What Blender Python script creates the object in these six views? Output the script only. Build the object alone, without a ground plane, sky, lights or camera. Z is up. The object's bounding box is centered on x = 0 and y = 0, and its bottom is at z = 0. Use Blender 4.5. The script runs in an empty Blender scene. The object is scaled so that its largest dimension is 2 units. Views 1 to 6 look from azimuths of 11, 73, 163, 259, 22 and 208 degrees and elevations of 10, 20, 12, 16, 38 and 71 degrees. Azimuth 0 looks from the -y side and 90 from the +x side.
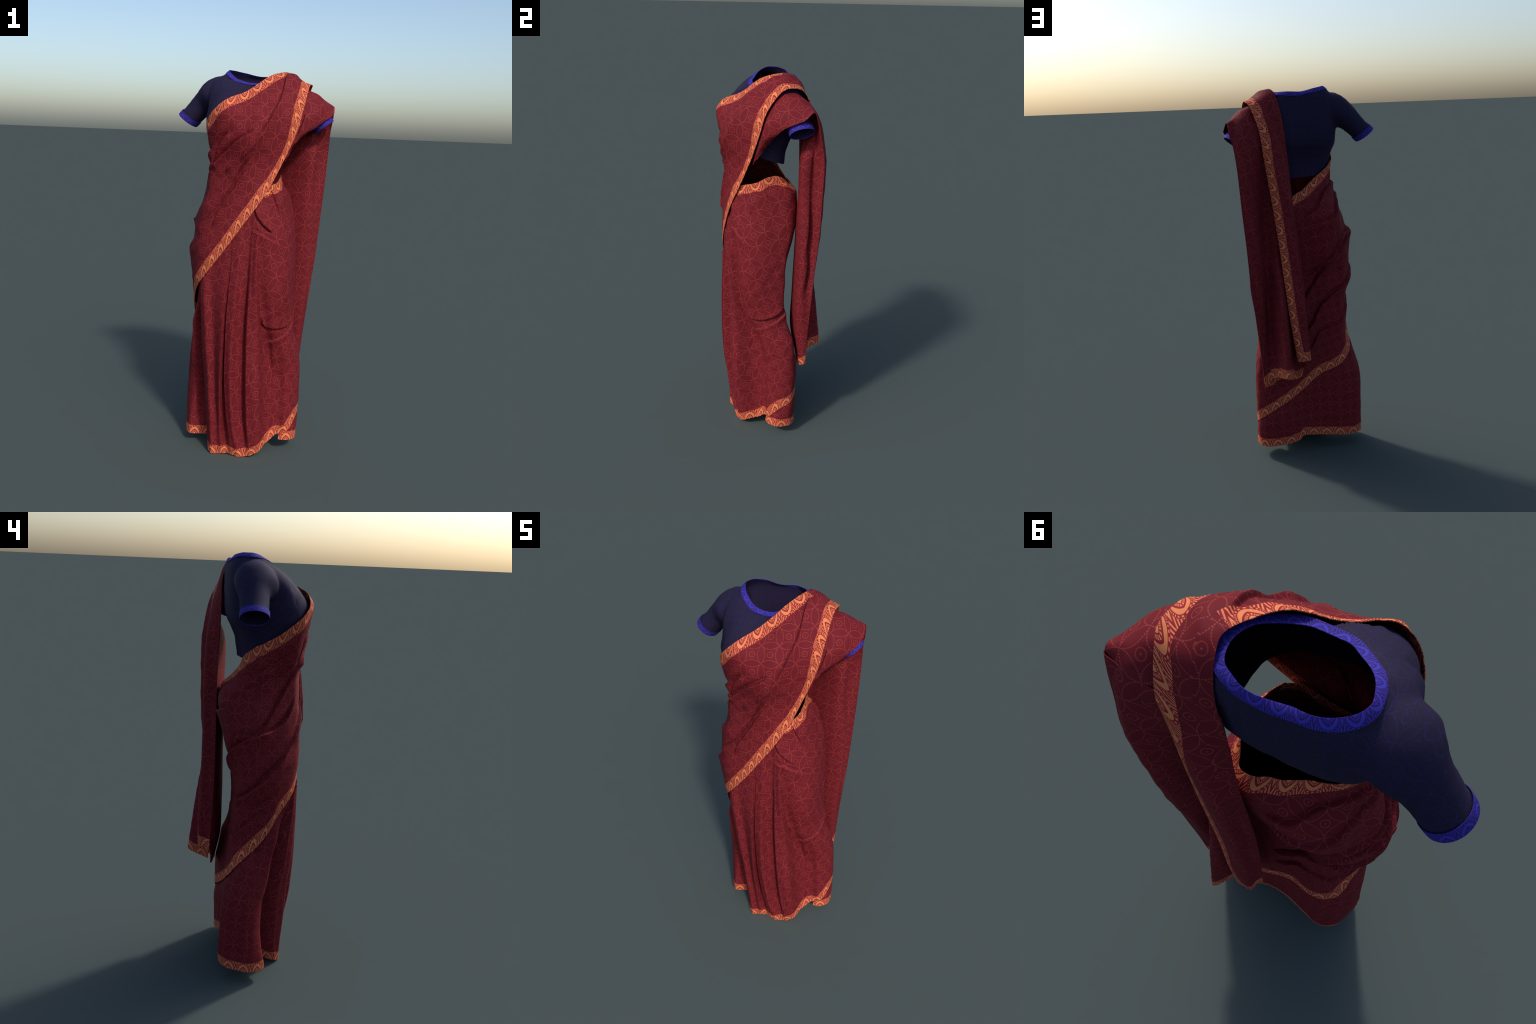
import bpy, bmesh, math
import numpy as np
from mathutils import Vector
from mathutils.bvhtree import BVHTree

rng = np.random.default_rng(7)
BORDER = 0.046          # width of the woven border, metres
CELL = 0.0775           # side of one lattice cell of the printed ground pattern

# ------------------------------------------------------------------ small tools
def table(rows):
    """rows of (key, value, value...) -> function key -> values, smooth monotone cubic"""
    a = np.array(sorted(rows), float)
    x, y = a[:, 0], a[:, 1:]
    h = np.diff(x)[:, None]
    d = np.diff(y, axis=0) / h
    m = np.zeros_like(y)
    m[0], m[-1] = d[0], d[-1]
    same = d[:-1] * d[1:] > 0
    w1, w2 = 2 * h[1:] + h[:-1], h[1:] + 2 * h[:-1]
    with np.errstate(divide="ignore", invalid="ignore"):
        hm = (w1 + w2) / (w1 / d[:-1] + w2 / d[1:])
    m[1:-1] = np.where(same, hm, 0)

    def f(k):
        k = np.clip(np.asarray(k, float), x[0], x[-1])
        i = np.clip(np.searchsorted(x, k) - 1, 0, len(x) - 2)
        hh = (x[i + 1] - x[i])[..., None]
        t = (k - x[i])[..., None] / hh
        y0, y1, m0, m1 = y[i], y[i + 1], m[i] * hh, m[i + 1] * hh
        r = (2*t**3 - 3*t**2 + 1)*y0 + (t**3 - 2*t**2 + t)*m0 + (-2*t**3 + 3*t**2)*y1 + (t**3 - t**2)*m1
        return r[..., 0] if y.shape[1] == 1 else r
    return f


def spline(P, n, closed=False):
    """smooth curve through the control points P (any trailing shape), n samples, even in chord length"""
    P = np.asarray(P, float)
    if closed:
        P = np.concatenate([P[-2:], P, P[:3]])
    else:
        P = np.concatenate([[2*P[0] - P[1]], P, [2*P[-1] - P[-2]]])
    flat = P.reshape(len(P), -1)
    seg = np.maximum(np.linalg.norm(np.diff(flat, axis=0), axis=1), 1e-6) ** 0.5
    k = np.r_[0, np.cumsum(seg)]
    lo, hi = (2, len(P) - 2 - 0) if closed else (1, len(P) - 2)
    if closed:
        hi = len(P) - 3
    chord = np.r_[0, np.cumsum(np.linalg.norm(np.diff(flat[lo:hi + 1], axis=0), axis=1))]
    s = np.interp(np.linspace(0, chord[-1], n, endpoint=not closed), chord, k[lo:hi + 1])
    i = np.clip(np.searchsorted(k, s, side="right") - 1, lo, hi - 1)
    t0, t1, t2, t3 = k[i-1], k[i], k[i+1], k[i+2]
    p0, p1, p2, p3 = flat[i-1], flat[i], flat[i+1], flat[i+2]
    c = lambda v: v[:, None]
    a1 = c((t1-s)/(t1-t0))*p0 + c((s-t0)/(t1-t0))*p1
    a2 = c((t2-s)/(t2-t1))*p1 + c((s-t1)/(t2-t1))*p2
    a3 = c((t3-s)/(t3-t2))*p2 + c((s-t2)/(t3-t2))*p3
    b1 = c((t2-s)/(t2-t0))*a1 + c((s-t0)/(t2-t0))*a2
    b2 = c((t3-s)/(t3-t1))*a2 + c((s-t1)/(t3-t1))*a3
    r = c((t2-s)/(t2-t1))*b1 + c((s-t1)/(t2-t1))*b2
    return r.reshape((n,) + P.shape[1:])


def smoothstep(a, b, x):
    t = np.clip((x - a) / (b - a), 0, 1)
    return t * t * (3 - 2 * t)


def waves(p, scale, seed, octaves=2):
    """cheap smooth noise: sum of randomly oriented sines, roughly -1..1"""
    r = np.random.default_rng(seed)
    out = np.zeros(p.shape[:-1])
    for o in range(octaves):
        for _ in range(6):
            d = r.normal(size=3); d /= np.linalg.norm(d)
            out += np.sin(p @ d * (2*math.pi/scale) * (1.0 + 0.6*r.random()) * 2**o + r.random()*6.28) / (6 * 1.6**o) * 1.5
    return out


def arc(P, axis):
    d = np.linalg.norm(np.diff(P, axis=axis), axis=-1)
    z = np.zeros_like(np.take(d, [0], axis=axis))
    return np.concatenate([z, np.cumsum(d, axis=axis)], axis=axis)


def flatten(P, step=4):
    """thread coordinates of a cloth grid: the sheet is laid flat (angle-preserving) and turned so that
    the first grid axis runs along the warp; returned in metres"""
    ia = np.unique(np.r_[np.arange(0, P.shape[0], step), P.shape[0] - 1])
    ib = np.unique(np.r_[np.arange(0, P.shape[1], step), P.shape[1] - 1])
    G = P[np.ix_(ia, ib)]
    n, m = G.shape[:2]
    idx = np.arange(n*m).reshape(n, m)
    q = np.stack([idx[:-1, :-1], idx[1:, :-1], idx[1:, 1:], idx[:-1, 1:]], -1).reshape(-1, 4)
    me = bpy.data.meshes.new("flat"); me.from_pydata(G.reshape(-1, 3).tolist(), [], q.tolist())
    me.uv_layers.new(name="flat")
    o = bpy.data.objects.new("flat", me); bpy.context.collection.objects.link(o)
    bpy.context.view_layer.objects.active = o; o.select_set(True)
    bpy.ops.object.mode_set(mode="EDIT"); bpy.ops.mesh.select_all(action="SELECT")
    bpy.ops.uv.unwrap(method="ANGLE_BASED", margin=0, correct_aspect=False)
    bpy.ops.object.mode_set(mode="OBJECT")
    uv = np.empty(len(me.loops)*2); me.uv_layers[0].data.foreach_get("uv", uv)
    lv = np.empty(len(me.loops), int); me.loops.foreach_get("vertex_index", lv)
    W = np.zeros((n*m, 2)); W[lv] = uv.reshape(-1, 2); W = W.reshape(n, m, 2)
    bpy.data.objects.remove(o); bpy.data.meshes.remove(me)
    du, dv = np.gradient(W, axis=0), np.gradient(W, axis=1)
    Du, Dv = np.gradient(G, axis=0), np.gradient(G, axis=1)
    area2 = (du[..., 0]*dv[..., 1] - du[..., 1]*dv[..., 0])
    area3 = np.linalg.norm(np.cross(Du, Dv), axis=-1)
    W = W*math.sqrt(np.abs(area3).sum()/np.abs(area2).sum())
    if area2.sum() < 0:
        W[..., 0] *= -1
    d = np.gradient(W, axis=0).reshape(-1, 2).sum(0)
    c, s_ = d/np.linalg.norm(d)
    W = np.stack([W[..., 0]*c + W[..., 1]*s_, -W[..., 0]*s_ + W[..., 1]*c], -1)
    A = np.stack([[np.interp(np.arange(P.shape[1]), ib, W[i, :, k]) for i in range(n)] for k in range(2)], -1)
    return np.stack([np.stack([np.interp(np.arange(P.shape[0]), ia, A[:, j, k]) for j in range(P.shape[1])], 1) for k in range(2)], -1)


def grid_normals(P):
    du, dv = np.gradient(P, axis=0), np.gradient(P, axis=1)
    n = np.cross(du, dv)
    return n / np.maximum(np.linalg.norm(n, axis=-1, keepdims=True), 1e-9)


def edge_sine(P, j0, j1):
    """sine of the angle between the grid columns and the cloth edge, smoothed along the edge"""
    e = np.gradient(P[:, j0], axis=0); c = P[:, j1] - P[:, j0]
    v = np.linalg.norm(np.cross(e, c), axis=1)/np.maximum(np.linalg.norm(e, axis=1)*np.linalg.norm(c, axis=1), 1e-9)
    k = np.ones(15)/15
    return np.clip(np.convolve(np.pad(v, 7, mode="edge"), k, mode="valid"), .62, 1)


def resample_across(P, n_mid, n_edge=7, low=True, high=True):
    """columns P[i] (across the cloth) resampled so that grid rows lie on the border lines"""
    out = []
    step = max(1, P.shape[1]//14)
    sl, sh = edge_sine(P, 0, step), edge_sine(P, -1, -1 - step)
    for col, wl, wh in zip(P, BORDER/sl, BORDER/sh):
        L = np.r_[0, np.cumsum(np.linalg.norm(np.diff(col, axis=0), axis=1))]
        a = wl if low else 0.0
        b = L[-1] - wh if high else L[-1]
        if b - a < 0.01:
            a = b = L[-1] / 2
        w = []
        if low:
            w.append(np.linspace(0, a, n_edge)[:-1])
        w.append(np.linspace(a, b, n_mid))
        if high:
            w.append(np.linspace(b, L[-1], n_edge)[1:])
        w = np.concatenate(w)
        out.append(np.stack([np.interp(w, L, col[:, k]) for k in range(3)], 1))
    return np.array(out)


# ------------------------------------------------------------------ node helper
class V:
    """a value in a node tree; arithmetic on it adds Math nodes"""
    def __init__(self, tree, sock):
        self.t, self.s = tree, sock

    def op(self, kind, *others, clamp=False):
        n = self.t.nodes.new("ShaderNodeMath"); n.operation = kind; n.use_clamp = clamp
        for i, o in enumerate((self,) + others):
            if isinstance(o, V):
                self.t.links.new(o.s, n.inputs[i])
            else:
                n.inputs[i].default_value = float(o)
        return V(self.t, n.outputs[0])

    def __add__(self, o): return self.op("ADD", o)
    __radd__ = __add__
    def __sub__(self, o): return self.op("SUBTRACT", o)
    def __rsub__(self, o): return (self * -1.0) + o
    def __mul__(self, o): return self.op("MULTIPLY", o)
    __rmul__ = __mul__
    def __truediv__(self, o): return self.op("DIVIDE", o)
    def abs(self): return self.op("ABSOLUTE")
    def sqrt(self): return self.op("SQRT")
    def sq(self): return self * self
    def frac(self): return self.op("FRACT")
    def min(self, o): return self.op("MINIMUM", o)
    def max(self, o): return self.op("MAXIMUM", o)
    def atan2(self, o): return self.op("ARCTAN2", o)
    def cos(self): return self.op("COSINE")

    def below(self, edge, soft):
        """1 where value < edge, falling to 0 over soft"""
        n = self.t.nodes.new("ShaderNodeMapRange"); n.interpolation_type = "SMOOTHSTEP"
        self.t.links.new(self.s, n.inputs[0])
        n.inputs[1].default_value, n.inputs[2].default_value = edge - soft, edge + soft
        n.inputs[3].default_value, n.inputs[4].default_value = 1, 0
        return V(self.t, n.outputs[0])

    def above(self, edge, soft): return 1.0 - self.below(edge, soft)


def attribute(tree, name):
    n = tree.nodes.new("ShaderNodeAttribute"); n.attribute_name = name
    return V(tree, n.outputs["Fac"])


def mix(tree, f, a, b):
    n = tree.nodes.new("ShaderNodeMix"); n.data_type = "RGBA"
    tree.links.new(f.s, n.inputs[0])
    for i, c in ((6, a), (7, b)):
        if isinstance(c, tuple):
            n.inputs[i].default_value = (*c, 1)
        else:
            tree.links.new(c, n.inputs[i])
    return n.outputs[2]


def cloth_material(name):
    m = bpy.data.materials.new(name); m.use_nodes = True
    t = m.node_tree
    b = t.nodes["Principled BSDF"]
    b.inputs["Roughness"].default_value = 0.75
    b.inputs["Specular IOR Level"].default_value = 0.11
    return m, t, b


def weave(t, b, warp, weft, strength=0.12):
    """fine thread relief and slight dye unevenness"""
    n = t.nodes.new("ShaderNodeTexNoise"); n.inputs["Scale"].default_value = 260
    c = t.nodes.new("ShaderNodeTexCoord"); t.links.new(c.outputs["Object"], n.inputs["Vector"])
    bump = t.nodes.new("ShaderNodeBump"); bump.inputs["Strength"].default_value = strength
    bump.inputs["Distance"].default_value = 0.002
    t.links.new(n.outputs[0], bump.inputs["Height"]); t.links.new(bump.outputs[0], b.inputs["Normal"])


def lattice_pattern(t, warp, weft, cell):
    """interlaced dotted circles meeting in four-petal flowers, a dotted ring with a dot in each gap"""
    k = 0.70711 / cell
    a, c = (warp + weft) * k, (weft - warp) * k
    x, y = (a.frac() - 0.5).abs(), (c.frac() - 0.5).abs()
    dx, dy = 1.0 - x, 1.0 - y
    r1, r2 = (dx.sq() + y.sq()).sqrt(), (x.sq() + dy.sq()).sqrt()
    e1, e2 = (r1 - 0.7071).abs(), (r2 - 0.7071).abs()
    dots1 = (y.atan2(dx) * 56.0).cos() * 0.5 + 0.5
    dots2 = (x.atan2(dy) * 56.0).cos() * 0.5 + 0.5
    arcs = (e1.below(0.015, 0.009) * dots1.above(0.25, 0.25)).max(e2.below(0.015, 0.009) * dots2.above(0.25, 0.25))
    r = (x.sq() + y.sq()).sqrt()
    ring = (r - 0.155).abs().below(0.017, 0.010) * ((y.atan2(x) * 20.0).cos() * 0.5 + 0.5).above(0.2, 0.25)
    dot = r.below(0.026, 0.010)
    return arcs.max(ring).max(dot)


def border_pattern(t, along, across, period, width):
    """row of lotus fans: y = 0 at the cloth edge; returns mask of dark figure on the pale ground"""
    x = ((along / period).frac() - 0.5).abs()
    y = across / width
    pw = lambda v, p: v.op("POWER", p)
    chev = pw(pw(x * 3.7, 1.3) + pw(y * 1.85, 1.3), 1/1.3)      # pointed inner arch
    oval = ((x * 2.35).sq() + (y * 1.03).sq()).sqrt()              # rounded outer petal
    ang = x.atan2(y + 0.04)
    hatch = ((ang * 24.0).cos() * 0.5 + 0.5).above(0.5, 0.25) * chev.below(0.80, 0.03) * chev.above(0.48, 0.03)
    heart = (chev - 0.42).abs().below(0.07, 0.02)
    arch = (chev - 0.95).abs().below(0.13, 0.02)
    rim = oval.above(0.83, 0.01) * oval.below(1.04, 0.02)
    beads = ((ang * 34.0).cos() * 0.5 + 0.5).above(0.58, 0.2) * (oval - 0.94).abs().below(0.045, 0.015)
    outside = oval.above(1.04, 0.015)
    stripes = ((x * 62.0 - y * 7.0).cos() * 0.5 + 0.5).above(0.40, 0.2) * outside
    inner = oval.below(0.83, 0.01)
    return (hatch.max(heart).max(arch) * inner).max(rim - beads).max(stripes)


def make_printed(name, ground, figure, cell=CELL):
    m, t, b = cloth_material(name)
    warp, weft = attribute(t, "warp"), attribute(t, "weft")
    p = lattice_pattern(t, warp, weft, cell)
    n = t.nodes.new("ShaderNodeTexNoise"); n.inputs["Scale"].default_value = 6
    c = t.nodes.new("ShaderNodeTexCoord"); t.links.new(c.outputs["Object"], n.inputs["Vector"])
    dark = tuple(v * 0.93 for v in ground); light = tuple(min(1, v * 1.07) for v in ground)
    base = mix(t, V(t, n.outputs[0]), dark, light)
    t.links.new(mix(t, p * 0.68, base, figure), b.inputs["Base Color"])
    weave(t, b, warp, weft)
    return m


def make_border(name, pale, deep, period=0.076, width=BORDER):
    m, t, b = cloth_material(name)
    p = border_pattern(t, attribute(t, "edge_along"), attribute(t, "edge_distance"), period, width)
    t.links.new(mix(t, p, pale, deep), b.inputs["Base Color"])
    weave(t, b, None, None)
    return m


RED = make_printed("red_printed_cloth", (0.121, 0.0098, 0.0158), (0.34, 0.052, 0.035))
GOLD = make_border("gold_red_border", (0.58, 0.185, 0.074), (0.23, 0.0115, 0.023))
BLUE = make_printed("navy_printed_cloth", (0.0165, 0.0125, 0.034), (0.024, 0.020, 0.115), 0.047)
BAND = make_border("blue_lotus_band", (0.040, 0.034, 0.33), (0.026, 0.012, 0.115), 0.046, 0.028)

# ------------------------------------------------------------------ objects
root = bpy.data.objects.new("sari_outfit", None)
bpy.context.collection.objects.link(root)
root["label"] = "draped red and gold sari worn over navy blouse"
root["category"] = "sari"


def empty(name, parent=root):
    o = bpy.data.objects.new(name, None); o.parent = parent
    bpy.context.collection.objects.link(o)
    return o


def mesh_object(name, verts, faces, normals, attrs, mat, parent):
    used = np.unique(faces)
    back = np.full(len(verts), -1); back[used] = np.arange(len(used))
    me = bpy.data.meshes.new(name)
    me.from_pydata(verts[used].tolist(), [], back[faces].tolist())
    for k, v in attrs.items():
        a = me.attributes.new(k, "FLOAT", "POINT")
        a.data.foreach_set("value", v[used].astype(np.float32))
    me.polygons.foreach_set("use_smooth", np.ones(len(me.polygons), bool))
    if normals is not None:
        me.normals_split_custom_set_from_vertices(normals[used].tolist())
    me.materials.append(mat)
    o = bpy.data.objects.new(name, me); o.parent = parent
    bpy.context.collection.objects.link(o)
    return o


def sheet(name, P, attrs, region, mats, parent, thick=0.002, flip=False):
    """P (n,m,3) cloth grid -> one mesh per region. region (n-1,m-1) of ints; mats {int: (name, material)}"""
    n, m = P.shape[:2]
    N = grid_normals(P)
    if flip:
        N = -N
    idx = np.arange(n*m).reshape(n, m)
    q = np.stack([idx[:-1, :-1], idx[1:, :-1], idx[1:, 1:], idx[:-1, 1:]], -1)
    if flip:
        q = q[..., ::-1]
    out_v, in_v = P.reshape(-1, 3), (P - N*thick).reshape(-1, 3)
    nf = N.reshape(-1, 3)
    verts = np.concatenate([out_v, in_v]); norms = np.concatenate([nf, -nf])
    A = {k: np.concatenate([v.reshape(-1)]*2) for k, v in attrs.items()}
    # rim: separate vertices so that its shading stays crisp
    rim_v, rim_n, rim_q, rim_r, rim_src = [], [], [], [], []
    loops = [(idx[:, 0], region[:, 0]), (idx[-1, :], region[-1, :]), (idx[::-1, -1], region[::-1, -1]), (idx[0, ::-1], region[0, ::-1])]
    base = 2*n*m
    for ids, reg in loops:
        o0 = base + len(rim_src)
        d = np.gradient(out_v[ids], axis=0)
        rn = np.cross(d, nf[ids]); rn /= np.maximum(np.linalg.norm(rn, axis=1, keepdims=True), 1e-9)
        if flip:
            rn = -rn
        k = len(ids)
        rim_src += list(ids) + list(ids)
        rim_v += [out_v[ids], in_v[ids]]; rim_n += [rn, rn]
        a = o0 + np.arange(k - 1)
        f = np.stack([a + 1, a, a + k, a + 1 + k], -1)
        rim_q.append(f[:, ::-1] if flip else f); rim_r.append(reg)
    verts = np.concatenate([verts] + rim_v); norms = np.concatenate([norms] + rim_n)
    for k, v in attrs.items():
        A[k] = np.concatenate([A[k], v.reshape(-1)[np.array(rim_src)]])
    faces = np.concatenate([q.reshape(-1, 4), q.reshape(-1, 4)[:, ::-1] + n*m] + rim_q)
    regs = np.concatenate([region.reshape(-1), region.reshape(-1)] + rim_r)
    made = {}
    for r, (nm, mat, par) in mats.items():
        f = faces[regs == r]
        if len(f):
            made[r] = mesh_object(nm, verts, f, norms, A, mat, par if par else parent)
    return made


def cloth_coords(P, low=True, high=True, end=None, warp0=0.0, n_edge=7):
    """thread coordinates of the ground pattern and coordinates along and across the borders;
    axis 0 runs along the cloth, axis 1 across it from the lower edge"""
    W = flatten(P)
    across, along = arc(P, 1), arc(P, 0)
    ones = np.ones((1, P.shape[1]))
    dist = np.full(P.shape[:2], 9.0); ea = np.zeros(P.shape[:2])
    if low:
        dist = across*BORDER/across[:, n_edge - 1:n_edge]; ea = along[:, :1]*ones + warp0
    if high:
        d = across[:, -1:] - across
        d = d*BORDER/d[:, -n_edge:-n_edge + 1]
        sel = d < dist
        dist = np.where(sel, d, dist); ea = np.where(sel, along[:, -1:]*ones + warp0, ea)
    if end is not None:                       # border along the last line of the grid
        d = along[-1:, :] - along
        sel = (d < dist) & (d < end)
        dist = np.where(sel, d, dist); ea = np.where(sel, across, ea)
    return dict(warp=W[..., 0] + warp0, weft=W[..., 1], edge_distance=dist, edge_along=ea)


# ------------------------------------------------------------------ body sections
# Outline of the wrapped skirt seen from above at several heights: 22 stations from the left edge of
# the pleats (front) past the right hip and the back to the left hip.
WRAP_SECTIONS = {
    0.00: [(-0.146, -0.167), (-0.100, -0.173), (-0.038, -0.181), (0.026, -0.179), (0.070, -0.176), (0.117, -0.150), (0.150, -0.130), (0.203, -0.066), (0.244, -0.050), (0.283, -0.020), 
           (0.288, 0.040), (0.276, 0.071), (0.238, 0.100), (0.150, 0.114), (0.050, 0.105), (-0.050, 0.107), (-0.150, 0.130), (-0.230, 0.146), (-0.285, 0.115), (-0.310, 0.060), 
           (-0.329, 0.000), (-0.306, -0.050)],
    0.15: [(-0.165, -0.149), (-0.100, -0.189), (-0.030, -0.209), (0.030, -0.205), (0.080, -0.195), (0.125, -0.169), (0.160, -0.088), (0.204, -0.057), (0.248, -0.054), (0.286, -0.010), 
           (0.293, 0.045), (0.280, 0.076), (0.238, 0.104), (0.150, 0.116), (0.050, 0.107), (-0.050, 0.108), (-0.150, 0.132), (-0.230, 0.146), (-0.289, 0.115), (-0.316, 0.060), 
           (-0.329, 0.000), (-0.305, -0.050)],
    0.40: [(-0.182, -0.153), (-0.100, -0.213), (-0.050, -0.233), (0.000, -0.240), (0.050, -0.225), (0.115, -0.200), (0.160, -0.083), (0.200, -0.058), (0.245, -0.053), (0.286, 0.000), 
           (0.298, 0.050), (0.283, 0.082), (0.238, 0.108), (0.150, 0.113), (0.050, 0.104), (-0.050, 0.099), (-0.150, 0.124), (-0.225, 0.134), (-0.286, 0.110), (-0.314, 0.060), 
           (-0.321, 0.000), (-0.298, -0.060)],
    0.56: [(-0.190, -0.176), (-0.110, -0.221), (-0.050, -0.241), (0.000, -0.245), (0.050, -0.230), (0.105, -0.198), (0.150, -0.100), (0.190, -0.085), (0.245, -0.071), (0.276, 0.000), 
           (0.283, 0.050), (0.268, 0.079), (0.220, 0.084), (0.140, 0.083), (0.050, 0.085), (-0.050, 0.084), (-0.146, 0.106), (-0.211, 0.101), (-0.254, 0.080), (-0.283, 0.030), 
           (-0.287, -0.030), (-0.278, -0.080)],
    0.70: [(-0.195, -0.189), (-0.120, -0.224), (-0.050, -0.242), (0.000, -0.247), (0.050, -0.235), (0.100, -0.207), (0.150, -0.157), (0.197, -0.125), (0.232, -0.078), (0.249, -0.010), 
           (0.246, 0.035), (0.225, 0.044), (0.180, 0.050), (0.120, 0.054), (0.050, 0.062), (-0.050, 0.067), (-0.116, 0.082), (-0.176, 0.082), (-0.201, 0.070), (-0.245, 0.020), 
           (-0.249, -0.040), (-0.258, -0.090)],
    0.85: [(-0.199, -0.202), (-0.130, -0.228), (-0.050, -0.240), (0.000, -0.247), (0.050, -0.238), (0.098, -0.221), (0.150, -0.196), (0.206, -0.164), (0.242, -0.101), (0.248, -0.030), 
           (0.247, 0.015), (0.232, 0.027), (0.190, 0.037), (0.120, 0.050), (0.050, 0.060), (-0.050, 0.053), (-0.116, 0.068), (-0.176, 0.068), (-0.200, 0.065), (-0.247, 0.015), 
           (-0.256, -0.050), (-0.265, -0.110)],
    1.00: [(-0.200, -0.205), (-0.130, -0.225), (-0.050, -0.232), (0.000, -0.235), (0.050, -0.232), (0.097, -0.228), (0.150, -0.209), (0.211, -0.175), (0.245, -0.106), (0.252, -0.035), 
           (0.252, 0.015), (0.240, 0.027), (0.200, 0.042), (0.130, 0.058), (0.050, 0.068), (-0.050, 0.060), (-0.116, 0.075), (-0.186, 0.065), (-0.228, 0.060), (-0.277, 0.000), 
           (-0.283, -0.070), (-0.271, -0.140)],
    1.15: [(-0.200, -0.200), (-0.130, -0.220), (-0.050, -0.227), (0.000, -0.229), (0.050, -0.227), (0.098, -0.221), (0.150, -0.205), (0.205, -0.167), (0.237, -0.103), (0.244, -0.035), 
           (0.245, 0.025), (0.235, 0.054), (0.200, 0.079), (0.130, 0.099), (0.050, 0.109), (-0.050, 0.115), (-0.116, 0.120), (-0.186, 0.095), (-0.234, 0.060), (-0.278, 0.000), 
           (-0.277, -0.070), (-0.257, -0.140)],
    1.30: [(-0.190, -0.190), (-0.130, -0.212), (-0.050, -0.220), (0.000, -0.222), (0.050, -0.220), (0.100, -0.212), (0.145, -0.194), (0.185, -0.155), (0.206, -0.100), (0.219, -0.035), 
           (0.220, 0.035), (0.211, 0.073), (0.180, 0.103), (0.120, 0.120), (0.050, 0.125), (-0.050, 0.148), (-0.123, 0.143), (-0.183, 0.108), (-0.218, 0.050), (-0.248, -0.010), 
           (-0.243, -0.080), (-0.228, -0.140)],
    1.38: [(-0.170, -0.180), (-0.120, -0.204), (-0.050, -0.213), (0.000, -0.214), (0.050, -0.213), (0.100, -0.205), (0.138, -0.188), (0.172, -0.152), (0.192, -0.100), (0.202, -0.040), 
           (0.200, 0.030), (0.187, 0.072), (0.160, 0.103), (0.110, 0.118), (0.050, 0.118), (-0.050, 0.129), (-0.118, 0.119), (-0.173, 0.084), (-0.198, 0.035), (-0.215, -0.020), 
           (-0.213, -0.080), (-0.193, -0.140)],
    1.45: [(-0.150, -0.170), (-0.110, -0.194), (-0.050, -0.204), (0.000, -0.205), (0.050, -0.204), (0.095, -0.198), (0.130, -0.182), (0.152, -0.148), (0.163, -0.100), (0.168, -0.060), 
           (0.166, -0.020), (0.155, 0.025), (0.125, 0.058), (0.090, 0.072), (0.045, 0.075), (-0.030, 0.076), (-0.100, 0.071), (-0.150, 0.050), (-0.180, 0.020), (-0.200, -0.020), 
           (-0.204, -0.080), (-0.187, -0.140)],
    1.52: [(-0.150, -0.170), (-0.110, -0.194), (-0.050, -0.204), (0.000, -0.205), (0.050, -0.204), (0.095, -0.198), (0.130, -0.182), (0.150, -0.148), (0.160, -0.100), (0.164, -0.060), 
           (0.160, -0.030), (0.150, 0.010), (0.120, 0.040), (0.080, 0.050), (0.030, 0.058), (-0.030, 0.052), (-0.090, 0.048), (-0.135, 0.034), (-0.165, 0.007), (-0.187, -0.020), 
           (-0.200, -0.080), (-0.190, -0.150)],
    1.64: [(-0.150, -0.200), (-0.110, -0.224), (-0.050, -0.234), (0.000, -0.235), (0.050, -0.234), (0.095, -0.228), (0.130, -0.202), (0.160, -0.148), (0.170, -0.100), (0.175, -0.060), 
           (0.175, -0.030), (0.165, 0.020), (0.130, 0.070), (0.090, 0.080), (0.030, 0.088), (-0.030, 0.080), (-0.070, 0.074), (-0.120, 0.059), (-0.168, 0.022), (-0.200, -0.018), 
           (-0.214, -0.080), (-0.200, -0.150)],
}
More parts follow.
